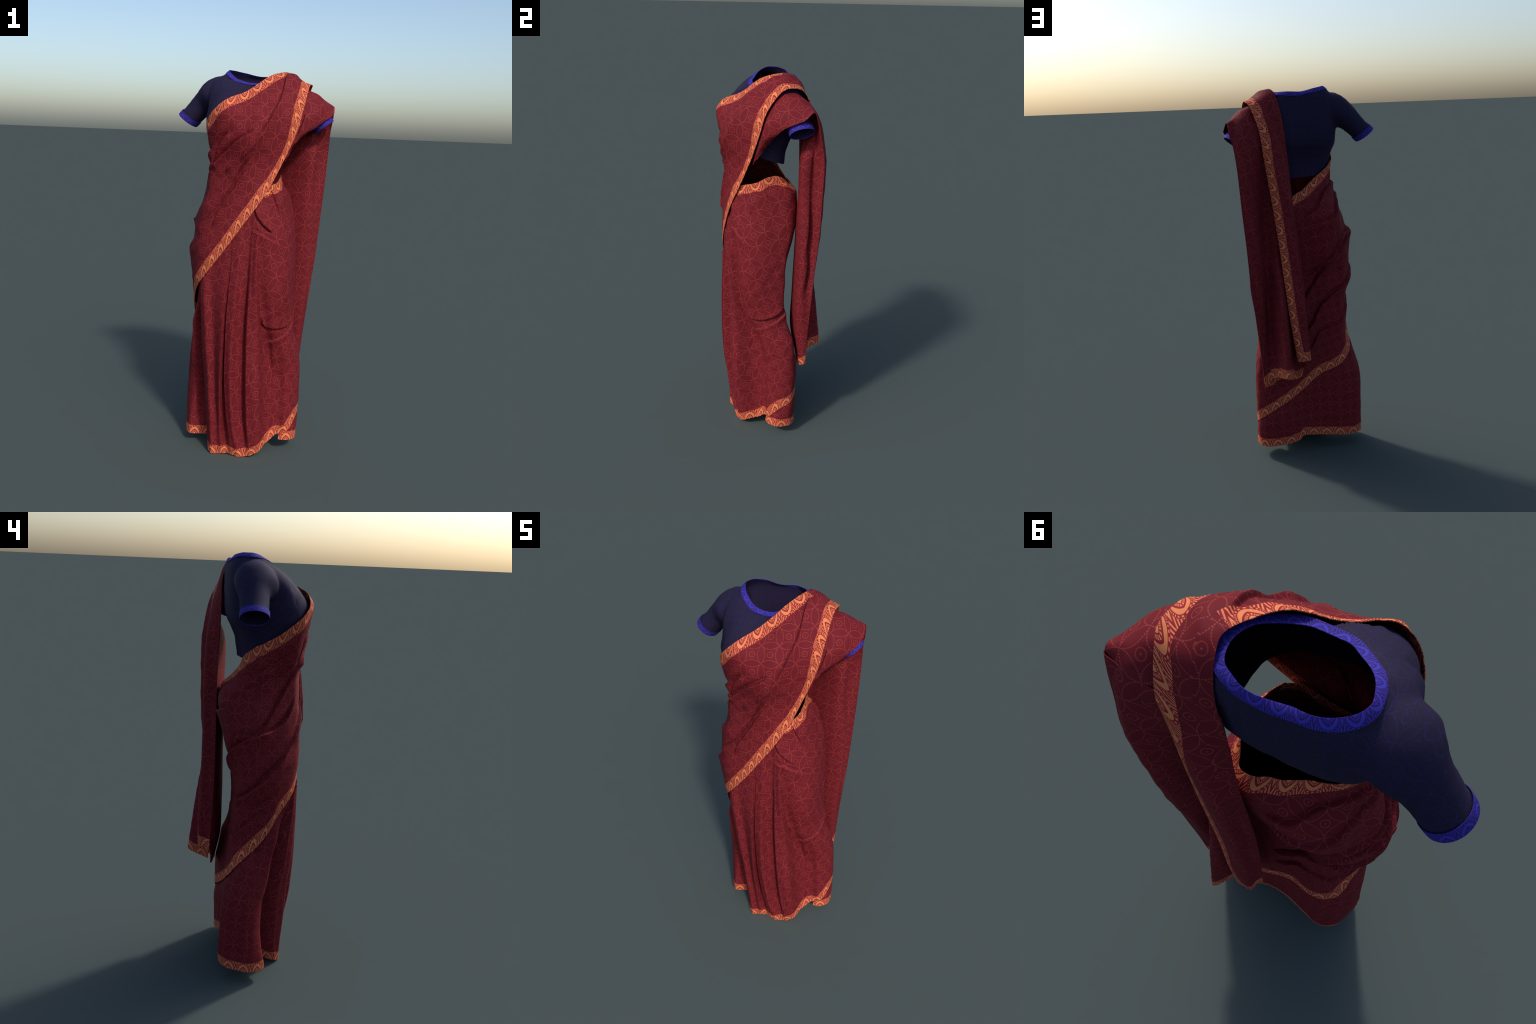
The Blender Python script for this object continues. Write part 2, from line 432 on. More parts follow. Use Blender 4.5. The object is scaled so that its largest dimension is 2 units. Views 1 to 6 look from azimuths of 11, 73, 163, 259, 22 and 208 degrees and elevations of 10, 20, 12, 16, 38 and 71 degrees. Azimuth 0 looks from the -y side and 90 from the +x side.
# the second lap across the front: 9 stations from the left hip to the right side
DRAPE_SECTIONS = {
    0.66: [(-0.262, 0.030), (-0.272, -0.030), (-0.267, -0.090), (-0.239, -0.155), (-0.200, -0.195), (-0.130, -0.225), (-0.050, -0.238), (0.030, -0.245), (0.100, -0.210)],
    0.90: [(-0.270, 0.000), (-0.277, -0.060), (-0.268, -0.120), (-0.241, -0.165), (-0.200, -0.202), (-0.130, -0.226), (-0.050, -0.238), (0.030, -0.238), (0.100, -0.220)],
    1.00: [(-0.280, 0.000), (-0.284, -0.060), (-0.275, -0.120), (-0.245, -0.170), (-0.200, -0.210), (-0.130, -0.232), (-0.050, -0.241), (0.030, -0.238), (0.100, -0.224)],
    1.10: [(-0.279, 0.000), (-0.282, -0.060), (-0.274, -0.120), (-0.242, -0.175), (-0.200, -0.213), (-0.130, -0.235), (-0.050, -0.243), (0.030, -0.239), (0.100, -0.225)],
    1.20: [(-0.262, 0.000), (-0.264, -0.060), (-0.257, -0.120), (-0.229, -0.175), (-0.190, -0.207), (-0.120, -0.231), (-0.050, -0.238), (0.030, -0.234), (0.100, -0.219)],
    1.30: [(-0.232, 0.000), (-0.233, -0.060), (-0.228, -0.120), (-0.208, -0.170), (-0.180, -0.200), (-0.115, -0.225), (-0.040, -0.233), (0.030, -0.228), (0.100, -0.208)],
    1.40: [(-0.200, 0.000), (-0.200, -0.060), (-0.198, -0.120), (-0.185, -0.165), (-0.160, -0.194), (-0.105, -0.219), (-0.040, -0.227), (0.040, -0.221), (0.120, -0.195)],
    1.48: [(-0.184, -0.010), (-0.183, -0.060), (-0.183, -0.120), (-0.173, -0.165), (-0.150, -0.189), (-0.100, -0.211), (-0.030, -0.229), (0.050, -0.222), (0.145, -0.179)],
    1.54: [(-0.185, -0.010), (-0.185, -0.060), (-0.187, -0.120), (-0.176, -0.170), (-0.150, -0.193), (-0.100, -0.208), (-0.020, -0.232), (0.070, -0.223), (0.170, -0.165)],
    1.60: [(-0.191, -0.015), (-0.199, -0.060), (-0.200, -0.120), (-0.186, -0.175), (-0.155, -0.203), (-0.100, -0.220), (-0.010, -0.245), (0.090, -0.234), (0.205, -0.143)],
    1.66: [(-0.198, -0.020), (-0.215, -0.060), (-0.215, -0.125), (-0.197, -0.185), (-0.158, -0.217), (-0.100, -0.234), (0.000, -0.255), (0.100, -0.244), (0.235, -0.126)],
    1.72: [(-0.198, -0.020), (-0.226, -0.060), (-0.226, -0.130), (-0.204, -0.195), (-0.155, -0.232), (-0.100, -0.253), (0.000, -0.250), (0.110, -0.238), (0.258, -0.111)],
    1.78: [(-0.193, -0.020), (-0.218, -0.060), (-0.218, -0.130), (-0.196, -0.200), (-0.150, -0.239), (-0.100, -0.256), (0.000, -0.237), (0.120, -0.214), (0.268, -0.101)],
    1.84: [(-0.168, -0.020), (-0.195, -0.060), (-0.190, -0.130), (-0.168, -0.200), (-0.135, -0.210), (-0.095, -0.218), (0.000, -0.185), (0.120, -0.159), (0.278, -0.072)],
    1.90: [(-0.138, -0.020), (-0.160, -0.060), (-0.155, -0.110), (-0.140, -0.160), (-0.115, -0.160), (-0.075, -0.160), (0.000, -0.137), (0.120, -0.120), (0.283, -0.035)],
    1.97: [(-0.118, 0.000), (-0.130, -0.020), (-0.130, -0.040), (-0.120, -0.060), (-0.100, -0.065), (-0.060, -0.075), (0.000, -0.074), (0.100, -0.054), (0.250, 0.010)],
}


def make_section(d):
    k = len(next(iter(d.values())))
    tab = table([(z, *[c for p in pts for c in p]) for z, pts in d.items()])

    def at(z, q):
        """point at height z and station q (float), arrays of the same shape"""
        z, q = np.broadcast_arrays(np.asarray(z, float), np.asarray(q, float))
        c = tab(z.ravel()).reshape(-1, k, 2)
        i = np.clip(q.ravel().astype(int), 0, k - 2); f = (q.ravel() - i)[:, None]
        r = np.arange(len(i))
        p0, p1, p2, p3 = c[r, np.maximum(i - 1, 0)], c[r, i], c[r, i + 1], c[r, np.minimum(i + 2, k - 1)]
        m1, m2 = (p2 - p0)/2, (p3 - p1)/2
        xy = (2*f**3 - 3*f**2 + 1)*p1 + (f**3 - 2*f**2 + f)*m1 + (-2*f**3 + 3*f**2)*p2 + (f**3 - f**2)*m2
        return np.concatenate([xy, z.ravel()[:, None]], 1).reshape(z.shape + (3,))

    def station(p, lo=0, hi=k - 1):
        q = np.linspace(lo, hi, 600)
        return q[np.argmin(np.linalg.norm(at(np.full(600, p[2]), q)[:, :2] - np.array(p[:2]), axis=1))]

    def station_of_x(z, x, lo, hi):
        q = np.linspace(lo, hi, 300)
        g = at(np.repeat(z[:, None], 300, 1), np.repeat(q[None], len(z), 0))[..., 0]
        return np.array([np.interp(xx, gg, q) for xx, gg in zip(x, g)])
    return at, station, station_of_x


wrap_at, wrap_station, wrap_station_x = make_section(WRAP_SECTIONS)
drape_at, drape_station, _ = make_section(DRAPE_SECTIONS)


def azimuth_of(p):
    return np.degrees(np.arctan2(p[..., 0] + .01, -.05 - p[..., 1])) % 360


R = math.radians

def tree_of(*grids):
    vs, fs, base = [], [], 0
    for g in grids:
        n, m = g.shape[:2]
        i = np.arange(n*m).reshape(n, m) + base
        vs.append(g.reshape(-1, 3)); base += n*m
        fs.append(np.stack([i[:-1, :-1], i[1:, :-1], i[1:, 1:], i[:-1, 1:]], -1).reshape(-1, 4))
    return BVHTree.FromPolygons(np.concatenate(vs).tolist(), np.concatenate(fs).tolist())


def tuck_under(P, tree, gap, sign=1, reach=.05, slack=.003):
    """move points that stand proud of a covering cloth to just beneath it"""
    flat = P.reshape(-1, 3).copy()
    for k, p in enumerate(flat):
        q, n, _, d = tree.find_nearest(Vector(p), reach)
        if q is None:
            continue
        n = n*sign
        v = Vector(p) - q
        h = v.dot(n)
        if h > -gap and (v - n*h).length < slack:
            flat[k] = p + np.array(n)*(-gap - h)
    return flat.reshape(P.shape)


# ------------------------------------------------------------------ sari: skirt wrap with front pleats
sari = empty("sari")

# feature lines of the pleats: x as a function of height, and how far each stands out
PLEATS = [
    (table([(0, -.150), (.13, -.162), (.43, -.184), (.73, -.200), (.92, -.206), (1.4, -.200)]), [(0, -.004), (.5, -.002), (1.0, -.006), (1.4, -.010)]),
    (table([(0, -.124), (.43, -.152), (.73, -.168), (.92, -.178), (1.4, -.165)]), [(0, .014), (.3, .020), (.6, .016), (.9, .006), (1.4, .000)]),
    (table([(0, -.092), (.19, -.100), (.38, -.110), (.68, -.122), (.97, -.137), (1.4, -.10)]), [(0, -.004), (.2, -.010), (.7, -.015), (1.0, -.008), (1.4, 0)]),
    (table([(0, -.074), (.19, -.080), (.38, -.077), (.68, -.066), (.86, -.058), (1.11, -.045), (1.4, -.05)]), [(0, -.006), (.2, .000), (.4, .010), (.9, .008), (1.4, 0)]),
    (table([(0, -.045), (.19, -.064), (.38, -.068), (.68, -.061), (.86, -.053), (1.11, -.040), (1.4, -.045)]), [(0, -.018), (.2, -.046), (.5, -.044), (.75, -.020), (1.0, -.005), (1.4, 0)]),
    (table([(0, -.008), (.09, -.018), (.19, -.034), (.27, -.044), (.46, -.056), (.71, -.053), (.9, -.042), (1.1, -.03), (1.4, -.03)]), [(0, -.006), (.3, -.012), (.6, -.008), (.8, .000), (1.4, 0)]),
    (table([(0, .020), (.2, -.010), (.5, -.022), (.76, -.014), (1.07, .003), (1.4, .01)]), [(0, .002), (.3, .000), (.6, .004), (.9, .006), (1.4, 0)]),
    (table([(0, .040), (.2, .018), (.5, .004), (.76, .008), (1.07, .021), (1.4, .025)]), [(0, -.002), (.12, -.020), (.3, -.040), (.6, -.040), (.85, -.025), (1.05, -.008), (1.4, 0)]),
    (table([(0, .060), (.2, .038), (.4, .028), (.62, .027), (1.05, .046), (1.4, .06)]), [(0, -.006), (.12, -.030), (.3, -.052), (.6, -.054), (.85, -.038), (1.05, -.014), (1.4, 0)]),
    (table([(0, .090), (.2, .070), (.4, .062), (.62, .058), (1.05, .066), (1.4, .075)]), [(0, .004), (.3, .002), (.7, -.002), (1.0, -.002), (1.4, 0)]),
    (table([(0, .132), (.2, .126), (.4, .120), (.7, .107), (1.12, .092), (1.4, .105)]), [(0, .006), (.2, .014), (.5, .014), (1.0, .010), (1.4, 0)]),
    (table([(0, .150), (.2, .139), (.4, .131), (.7, .117), (1.12, .103), (1.4, .115)]), [(0, -.006), (.12, -.024), (.3, -.040), (.6, -.042), (.8, -.030), (1.0, -.020), (1.12, -.008), (1.25, 0), (1.4, 0)]),
]
PLEATS = [(fx, table(h)) for fx, h in PLEATS]

# lower edge of the front pleats over x, of the rest over the azimuth; upper edge over the azimuth
LOW_X = table([(-.16, .02), (-.146, .009), (-.10, .000), (-.038, .006), (.026, .000), (.07, .008), (.117, .026), (.15, .052), (.20, .070)])
LOW = table([(30, .008), (48, .030), (63, .053), (75, .064), (85, .086), (92, .118), (100, .168), (108, .200), (116, .232), (125, .266), (136, .305), (153, .348), (179, .398),
             (200, .438), (222, .485), (235, .540), (241, .577), (251, .630), (262, .680)])
TOP = table([(30, 1.41), (51, 1.437), (69, 1.449), (87, 1.474), (102, 1.480), (118, 1.462), (135, 1.425), (146, 1.432),
             (158, 1.455), (170, 1.466), (184, 1.486), (203, 1.514), (222, 1.549), (243, 1.585), (256, 1.611), (262, 1.617)])

n_rows = 320
cols = []
tt = np.linspace(0, 1, n_rows)


def pleat_front(z, x):
    return wrap_at(z, wrap_station_x(z, x, 0, 7))


# side of the outermost pleat, turning inward behind the cluster
for dx, dy, low in [(.040, .125, .05), (.016, .10, .05), (.008, .07, .04), (.002, .042, .03), (-.002, .018, .018)]:
    z = low + (1.30 - low)*tt
    p = pleat_front(z, PLEATS[0][0](z))
    fade = smoothstep(1.05, .75, z)
    cols.append(p + np.stack([dx*fade, .012 + dy*fade, 0*z], -1))
for q in np.arange(0, len(PLEATS) - 1 + 1e-6, 1/9):
    i = min(int(q), len(PLEATS) - 2); f = q - i
    w = f*f*(3 - 2*f)
    X = lambda z: PLEATS[i][0](z)*(1 - f) + PLEATS[i+1][0](z)*f
    H = lambda z: PLEATS[i][1](z)*(1 - w) + PLEATS[i+1][1](z)*w
    xa = float(X(0.02))
    lo, hi = float(LOW_X(xa)), 1.37 + .06*smoothstep(0, .12, xa)
    z = lo + (hi - lo)*tt
    p = pleat_front(z, X(z))
    p[:, 1] -= H(z)
    cols.append(p)
# round the right hip, the back and the left hip
last = cols[-1]
q0 = wrap_station_x(last[:, 2], last[:, 0], 0, 7)
Q_END = 19.0
n_wrap = 300
for k in range(1, n_wrap + 1):
    f = k/n_wrap
    lo, hi = last[0, 2], last[-1, 2]
    for _ in range(4):                      # the edges are given over the azimuth
        ql, qh = q0[0]*(1 - f) + Q_END*f, q0[-1]*(1 - f) + Q_END*f
        lo = float(LOW(azimuth_of(wrap_at(lo, ql)))); hi = float(TOP(azimuth_of(wrap_at(hi, qh))))
    z = lo + (hi - lo)*tt
    q = np.interp(z, last[:, 2], q0)*(1 - f) + Q_END*f
    p = wrap_at(z, q)
    p[:, 1] -= PLEATS[-1][1](z)*(1 - smoothstep(0, .085, f))     # the panel starts behind the last pleat
    cols.append(p)
wrap = np.array(cols)


def polyline_field(P, line, axes):
    """distance to a polyline in the plane of two axes, side, and position along it (0..1)"""
    p = P[..., list(axes)]
    line = spline(np.array(line, float), 60)
    best = np.full(p.shape[:-1], 9.0); side = np.zeros_like(best); along = np.zeros_like(best)
    for i in range(len(line) - 1):
        a, b = line[i], line[i+1]
        d = b - a; L2 = d @ d
        raw = ((p - a) @ d)/L2
        t = np.clip(raw, 0, 1)
        v = p - (a + t[..., None]*d)
        r = np.linalg.norm(v, axis=-1)
        s = d[0]*v[..., 1] - d[1]*v[..., 0]
        upd = r < best
        best = np.where(upd, r, best); side = np.where(upd, np.sign(s), side)
        along = np.where(upd, (i + t)/(len(line) - 1), along)
    return best, side, along


def crease(P, line, height, width, axes=(0, 2), raised=1, trench=0.5, sharp=0.010, where=None, ends=0.18):
    """lift the cloth on one side of a line, with a trench on the other: an overlapping fold"""
    d, s, a = polyline_field(P, line, axes)
    s = s*raised
    win = smoothstep(0, ends, a)*smoothstep(1, 1 - ends, a)
    k = smoothstep(-.004, .004, d*s)
    prof = k*np.exp(-(d/width)**1.3) - (1 - k)*trench*np.exp(-(d/sharp)**1.5)
    amt = height*win*prof
    if where is not None:
        amt = amt*where
    return amt


def ridge(P, line, height, width, axes=(0, 2), where=None, ends=0.25):
    d, s, a = polyline_field(P, line, axes)
    amt = height*np.exp(-(d/width)**2)*smoothstep(0, ends, a)*smoothstep(1, 1 - ends, a)
    return amt if where is None else amt*where


N = grid_normals(wrap)
if (N[len(N)//2, :, :2]*(wrap[len(N)//2, :, :2])).sum() < 0:
    N = -N; WRAP_FLIP = True
else:
    WRAP_FLIP = False
W_AZ = azimuth_of(wrap)
W_AZ = np.where((W_AZ > 270) & (np.arange(len(wrap))[:, None] < len(wrap)//2), W_AZ - 360, W_AZ)
SPAN = .0044                                   # metres per degree of azimuth, roughly


def unrolled(P, az):
    return np.stack([az*SPAN, P[..., 2]], -1)


def fold_lines(P, az, folds, where=None):
    U = unrolled(P, az)
    amt = np.zeros(P.shape[:2])
    for pts, h, w, raised, trench in folds:
        line = [(a*SPAN, z) for a, z in pts]
        amt += crease(U, line, h, w, axes=(0, 1), raised=raised, trench=trench, where=where, sharp=.013, ends=.15)
    return amt


# diagonal folds of the second lap, running from the back up round the left hip to the front
HIP_FOLDS = [
    ([(160, 1.315), (186, 1.365), (216, 1.44), (238, 1.475), (272, 1.505), (306, 1.58), (325, 1.64)], .014, .035, -1, .8),
    ([(165, 1.26), (195, 1.30), (217, 1.325), (238, 1.395), (265, 1.445), (293, 1.485), (318, 1.56)], .013, .035, -1, .7),
    ([(165, .985), (185, 1.0), (215, 1.07), (236, 1.21), (254, 1.19 + .03), (278, 1.33), (309, 1.49), (330, 1.58)], .013, .036, -1, .7),
    ([(155, .83), (177, .895), (201, .96), (214, 1.03), (226, 1.12), (250, 1.20), (286, 1.27), (312, 1.40)], .016, .040, -1, .9),
    ([(155, .635), (178, .70), (197, .75), (215, .83), (231, .89), (250, .94), (263, 1.0), (276, 1.07), (300, 1.19)], .017, .040, -1, .9),
    ([(165, .555), (187, .61), (206, .68), (232, .72), (245, .765), (266, .87), (285, .97)], .012, .032, -1, .7)]
amt = fold_lines(wrap, W_AZ, HIP_FOLDS)
# folds of the plain front panel: sag above the knee, tucks at the waist
amt += fold_lines(wrap, W_AZ, [
    ([(40, .80), (48, .735), (60, .705), (80, .705), (97, .735), (110, .79)], .011, .045, 1, .8),
    ([(62, .60), (80, .655), (98, .70), (112, .76)], .007, .03, -1, .5),
    ([(22, 1.34), (32, 1.265), (42, 1.225), (50, 1.20)], .012, .030, 1, .6),
    ([(20, 1.225), (38, 1.19), (58, 1.145), (66, 1.12)], .009, .03, -1, .6),
    ([(47, 1.44), (52, 1.39), (58, 1.33), (62, 1.28)], .008, .022, 1, .7),
    ([(60, 1.415), (74, 1.405), (88, 1.40)], .007, .02, -1, .6)], where=smoothstep(18, 30, W_AZ)*smoothstep(135, 115, W_AZ))
amt += .0022*waves(wrap, .16, 3)*smoothstep(30, 60, W_AZ)
wrap = wrap + N*amt[..., None]
join_column = wrap[-1].copy()
wrap = resample_across(wrap, 240)
att = cloth_coords(wrap)
reg = np.zeros((wrap.shape[0] - 1, wrap.shape[1] - 1), int)
reg[:, :6] = 1; reg[:, -6:] = 2
WRAP_WARP = att["edge_along"][-1, 0]

# ------------------------------------------------------------------ sari: drape over the chest and shoulder, falling behind
# stations from the left hip to the shoulder: lower edge point, upper edge point (None: on the polar section)
edge_low = [(-.252, .018, .645), (-.264, -.030, .700), (-.266, -.075, .765), (-.254, -.115, .838), (-.235, -.156, .888), (-.208, -.190, .930), (-.160, -.216, .992), (-.072, -.236, 1.109),
            (.012, -.236, 1.230), (.071, -.228, 1.315), (.134, -.202, 1.420), (.198, -.161, 1.566), (.250, -.129, 1.703)]
edge_top = [(-.199, -.018, 1.617), (-.207, -.050, 1.636), (-.209, -.090, 1.657), (-.205, -.140, 1.692), (-.196, -.180, 1.722), (-.183, -.207, 1.746), (-.150, -.237, 1.785), (-.097, -.237, 1.833),
            (-.055, -.207, 1.859), (-.019, -.170, 1.876), (.017, -.138, 1.902), (.050, -.115, 1.929), (.087, -.080, 1.962)]
rows = []
m = 181
t = np.linspace(0, 1, m)
for L, T in zip(edge_low, edge_top):
    L, T = np.array(L), np.array(T)
    z = L[2] + (T[2] - L[2])*t
    P = drape_at(z, drape_station(L) + (drape_station(T) - drape_station(L))*t)
    P = P + (L - P[0])*(1 - t)[:, None]**3 + (T - P[-1])*t[:, None]**3
    rows.append(P)
over = [  # arm-side edge, two points between, neck-side edge
    [(.272, -.102, 1.812), (.228, -.098, 1.882), (.176, -.070, 1.944), (.121, -.030, 1.983)],
    [(.284, -.041, 1.906), (.240, -.020, 1.950), (.200, .015, 1.985), (.154, .038, 1.993)],
    [(.287, -.003, 1.931), (.240, .030, 1.955), (.195, .055, 1.985), (.148, .075, 1.980)],
    [(.292, .047, 1.933), (.238, .078, 1.942), (.185, .098, 1.955), (.138, .104, 1.942)],
    [(.279, .090, 1.912), (.225, .118, 1.892), (.172, .128, 1.890), (.128, .121, 1.886)],
    [(.260, .141, 1.832), (.210, .148, 1.805), (.158, .142, 1.790), (.113, .127, 1.783)],
    [(.245, .152, 1.754), (.200, .170, 1.715), (.150, .164, 1.690), (.104, .129, 1.680)],
    [(.232, .158, 1.640), (.190, .186, 1.600), (.140, .184, 1.580), (.097, .134, 1.575)],
    [(.206, .170, 1.440), (.165, .196, 1.430), (.115, .195, 1.430), (.084, .140, 1.430)],
    [(.178, .178, 1.210), (.140, .202, 1.200), (.093, .197, 1.200), (.058, .145, 1.200)],
    [(.157, .185, 1.000), (.120, .208, 1.000), (.073, .202, 1.000), (.042, .148, 1.000)],
    [(.134, .195, 0.780), (.102, .222, 0.780), (.056, .213, 0.780), (.030, .155, 0.780)],
    [(.106, .205, 0.578), (.082, .222, 0.577), (.045, .217, 0.578), (.018, .170, 0.560)],
]
for r in over:
    rows.append(spline(np.array(r), m))
drape = spline(np.array(rows), 460)
# keep the first line on the wrap's last one so that the cloth runs on unbroken
N = grid_normals(drape)
DRAPE_FLIP = (N[40, 90, :2]*drape[40, 90, :2]).sum() < 0
if DRAPE_FLIP:
    N = -N
front = smoothstep(.03, -.06, drape[..., 1])
amt = np.zeros(drape.shape[:2])
S = np.linspace(0, 1, drape.shape[0])[:, None]*np.ones((1, m))
D_AZ = azimuth_of(drape)
D_AZ = np.where(D_AZ < 200, D_AZ + 360, D_AZ)
flat_part = smoothstep(.62, .54, S)
amt += fold_lines(drape, D_AZ, HIP_FOLDS, flat_part)
amt += fold_lines(drape, D_AZ, [                # pleat lines running down from the shoulder
    ([(381, 1.58), (364, 1.51), (349, 1.425), (330, 1.325), (311, 1.25), (290, 1.17)], .015, .036, 1, .8),
    ([(372, 1.51), (359, 1.455), (346, 1.38), (333, 1.31), (321, 1.22)], .013, .032, 1, .8),
    ([(382, 1.70), (370, 1.675), (355, 1.64), (341, 1.60), (325, 1.555), (310, 1.50)], .016, .040, 1, 1.0),
    ([(346, 1.69), (331, 1.63), (321, 1.57), (312, 1.51)], .011, .03, 1, .9)], flat_part*smoothstep(1.8, 1.74, drape[..., 2]))
amt += crease(drape, [(.162, 2.03), (.170, 1.96), (.163, 1.88), (.145, 1.80), (.120, 1.735), (.080, 1.67), (.035, 1.61), (-.03, 1.545), (-.10, 1.49)], .016, .040, raised=1, where=front, ends=.10, trench=.0)
amt += crease(drape, [(.150, 1.84), (.125, 1.755), (.085, 1.69), (.04, 1.635), (-.01, 1.56)], .010, .025, raised=1, where=front, ends=.2, trench=.0)
body_part = smoothstep(.62, .5, S)
amt += .0020*waves(drape, .15, 11)*body_part
edge_fade = smoothstep(0, .06, np.linspace(0, 1, m))[None, :]*smoothstep(1, .96, np.linspace(0, 1, m))[None, :]
amt *= edge_fade
amt *= smoothstep(0, .02, S)
# soft lengthwise rolls in the hanging end
hang = smoothstep(.55, .75, S)
tv = np.linspace(0, 1, m)[None, :]
amt += hang*.004*np.sin(tv*2*math.pi*2.0 + .6)*edge_fade
drape = drape + N*amt[..., None]
blend = smoothstep(.05, 0, S)[..., None]
jc = np.stack([np.interp(np.linspace(0, 1, m), np.linspace(0, 1, n_rows), join_column[:, k]) for k in range(3)], 1)
drape = drape + (jc - drape[0])[None]*blend
D_wide = resample_across(drape, 190)
att_d = cloth_coords(D_wide, end=BORDER, warp0=WRAP_WARP)
# the upper border slips under the pleat at the shoulder: no border on the folded edge behind it
shoulder_i = int(np.argmin(np.abs(D_wide[:, -1, 1] - .022) + (D_wide[:, -1, 2] < 1.9)*9))
reg_d = np.zeros((D_wide.shape[0] - 1, D_wide.shape[1] - 1), int)
reg_d[:, :6] = 1
reg_d[:shoulder_i, -6:] = 2
end_rows = (arc(D_wide, 0)[-1, 100] - arc(D_wide, 0)[:, 100]) < BORDER
reg_d[end_rows[1:], :] = 3
half = int(np.argmin(np.abs(D_wide[:, 100, 1] - .06) + (D_wide[:, 100, 2] < 1.85)*9))
drape_tree = tree_of(D_wide[:half + 1])
DS = -1 if DRAPE_FLIP else 1
free = wrap[:200]
wrap[:200] = tuck_under(free, drape_tree, .005, DS, .04)
w0 = sheet("skirt_wrap", wrap, att, reg, {0: ("skirt_wrap", RED, sari)}, sari, flip=WRAP_FLIP)[0]
sheet("x", wrap, att, reg, {1: ("border", GOLD, w0), 2: ("border", GOLD, w0)}, w0, flip=WRAP_FLIP)


def drape_part(name, lo, hi):
    P = D_wide[lo:hi + 1]; A = {k: v[lo:hi + 1] for k, v in att_d.items()}; G = reg_d[lo:hi]
    o = sheet(name, P, A, G, {0: (name, RED, sari)}, sari, flip=DRAPE_FLIP)[0]
    sheet(name, P, A, G, {1: ("border", GOLD, o), 2: ("border", GOLD, o), 3: ("border", GOLD, o)}, o, flip=DRAPE_FLIP)
    return o


drape_part("chest_drape", 0, half)
pallu = drape_part("hanging_end", half, D_wide.shape[0] - 1)

# ------------------------------------------------------------------ sari: inner layer of the skirt
INNER_LOW = table([(0, .085), (60, .085), (85, .070), (110, .062), (135, .068), (153, .080), (156, .098), (180, .090), (215, .080), (240, .075), (262, .060), (280, .048), (300, .042)])
FOLD_Y = table([(.0, -.072), (.06, -.074), (.16, -.056), (.27, -.046), (.39, -.050), (.46, -.064), (.65, -.092), (.8, -.134), (.92, -.185), (1.1, -.19)])
icol = []
trow = np.linspace(0, 1, 130)
for q in np.linspace(7.2, 19.6, 170):
    lo = .07
    for _ in range(3):
        lo = float(INNER_LOW(azimuth_of(wrap_at(lo, q))))
    z = lo + (1.05 - lo)*trow
    p = wrap_at(z, q)
    az = azimuth_of(p)
    d = np.stack([wrap_at(z, min(q + .05, 21))[:, 1] - wrap_at(z, q - .05)[:, 1], -(wrap_at(z, min(q + .05, 21))[:, 0] - wrap_at(z, q - .05)[:, 0]), 0*z], -1)
    d /= np.linalg.norm(d, axis=1, keepdims=True)
    cover = smoothstep(LOW(az) - .05, LOW(az) + .03, z)
    step = .006*smoothstep(14.15, 13.95, q)*smoothstep(.4, .2, z)
    icol.append(p - d*(.004 + .008*cover - step)[:, None])
end = icol[-1]
for f in np.linspace(0, 1, 40)[1:]:
    lo = .060 - .016*f; z = lo + (1.05 - lo)*trow
    a = wrap_at(z, 19.6) + np.stack([.006 + 0*z, 0*z, 0*z], -1)
    yf = FOLD_Y(z); xf = -.262 + .07*smoothstep(.66, .92, z) - .012*smoothstep(.3, .05, z)
    ctrl = np.stack([a, np.stack([a[:, 0]*.55 + xf*.45 - .012, a[:, 1]*.45 + yf*.55, z], -1), np.stack([xf, yf - .006, z], -1), np.stack([xf + .05, yf + .012, z], -1), np.stack([xf + .15, yf + .04, z], -1)])
    icol.append(spline(ctrl, 40)[int(round(f*39))])
inner = np.array(icol)
Ni = grid_normals(inner)
I_FLIP = (Ni[75, 60, :2]*inner[75, 60, :2]).sum() < 0
amt = .002*waves(inner, .2, 21)
inner = inner + (-Ni if I_FLIP else Ni)*amt[..., None]
inner = resample_across(inner, 90, high=False)
inner = tuck_under(inner, drape_tree, .006, DS)
inner = tuck_under(inner, tree_of(wrap[100:]), .006, -1 if WRAP_FLIP else 1)
att_i = cloth_coords(inner, high=False, warp0=.3)
reg_i = np.zeros((inner.shape[0] - 1, inner.shape[1] - 1), int); reg_i[:, :6] = 1
o = sheet("under_layer", inner, att_i, reg_i, {0: ("under_layer", RED, sari)}, sari, flip=I_FLIP)[0]
sheet("b", inner, att_i, reg_i, {1: ("border", GOLD, o)}, o, flip=I_FLIP)

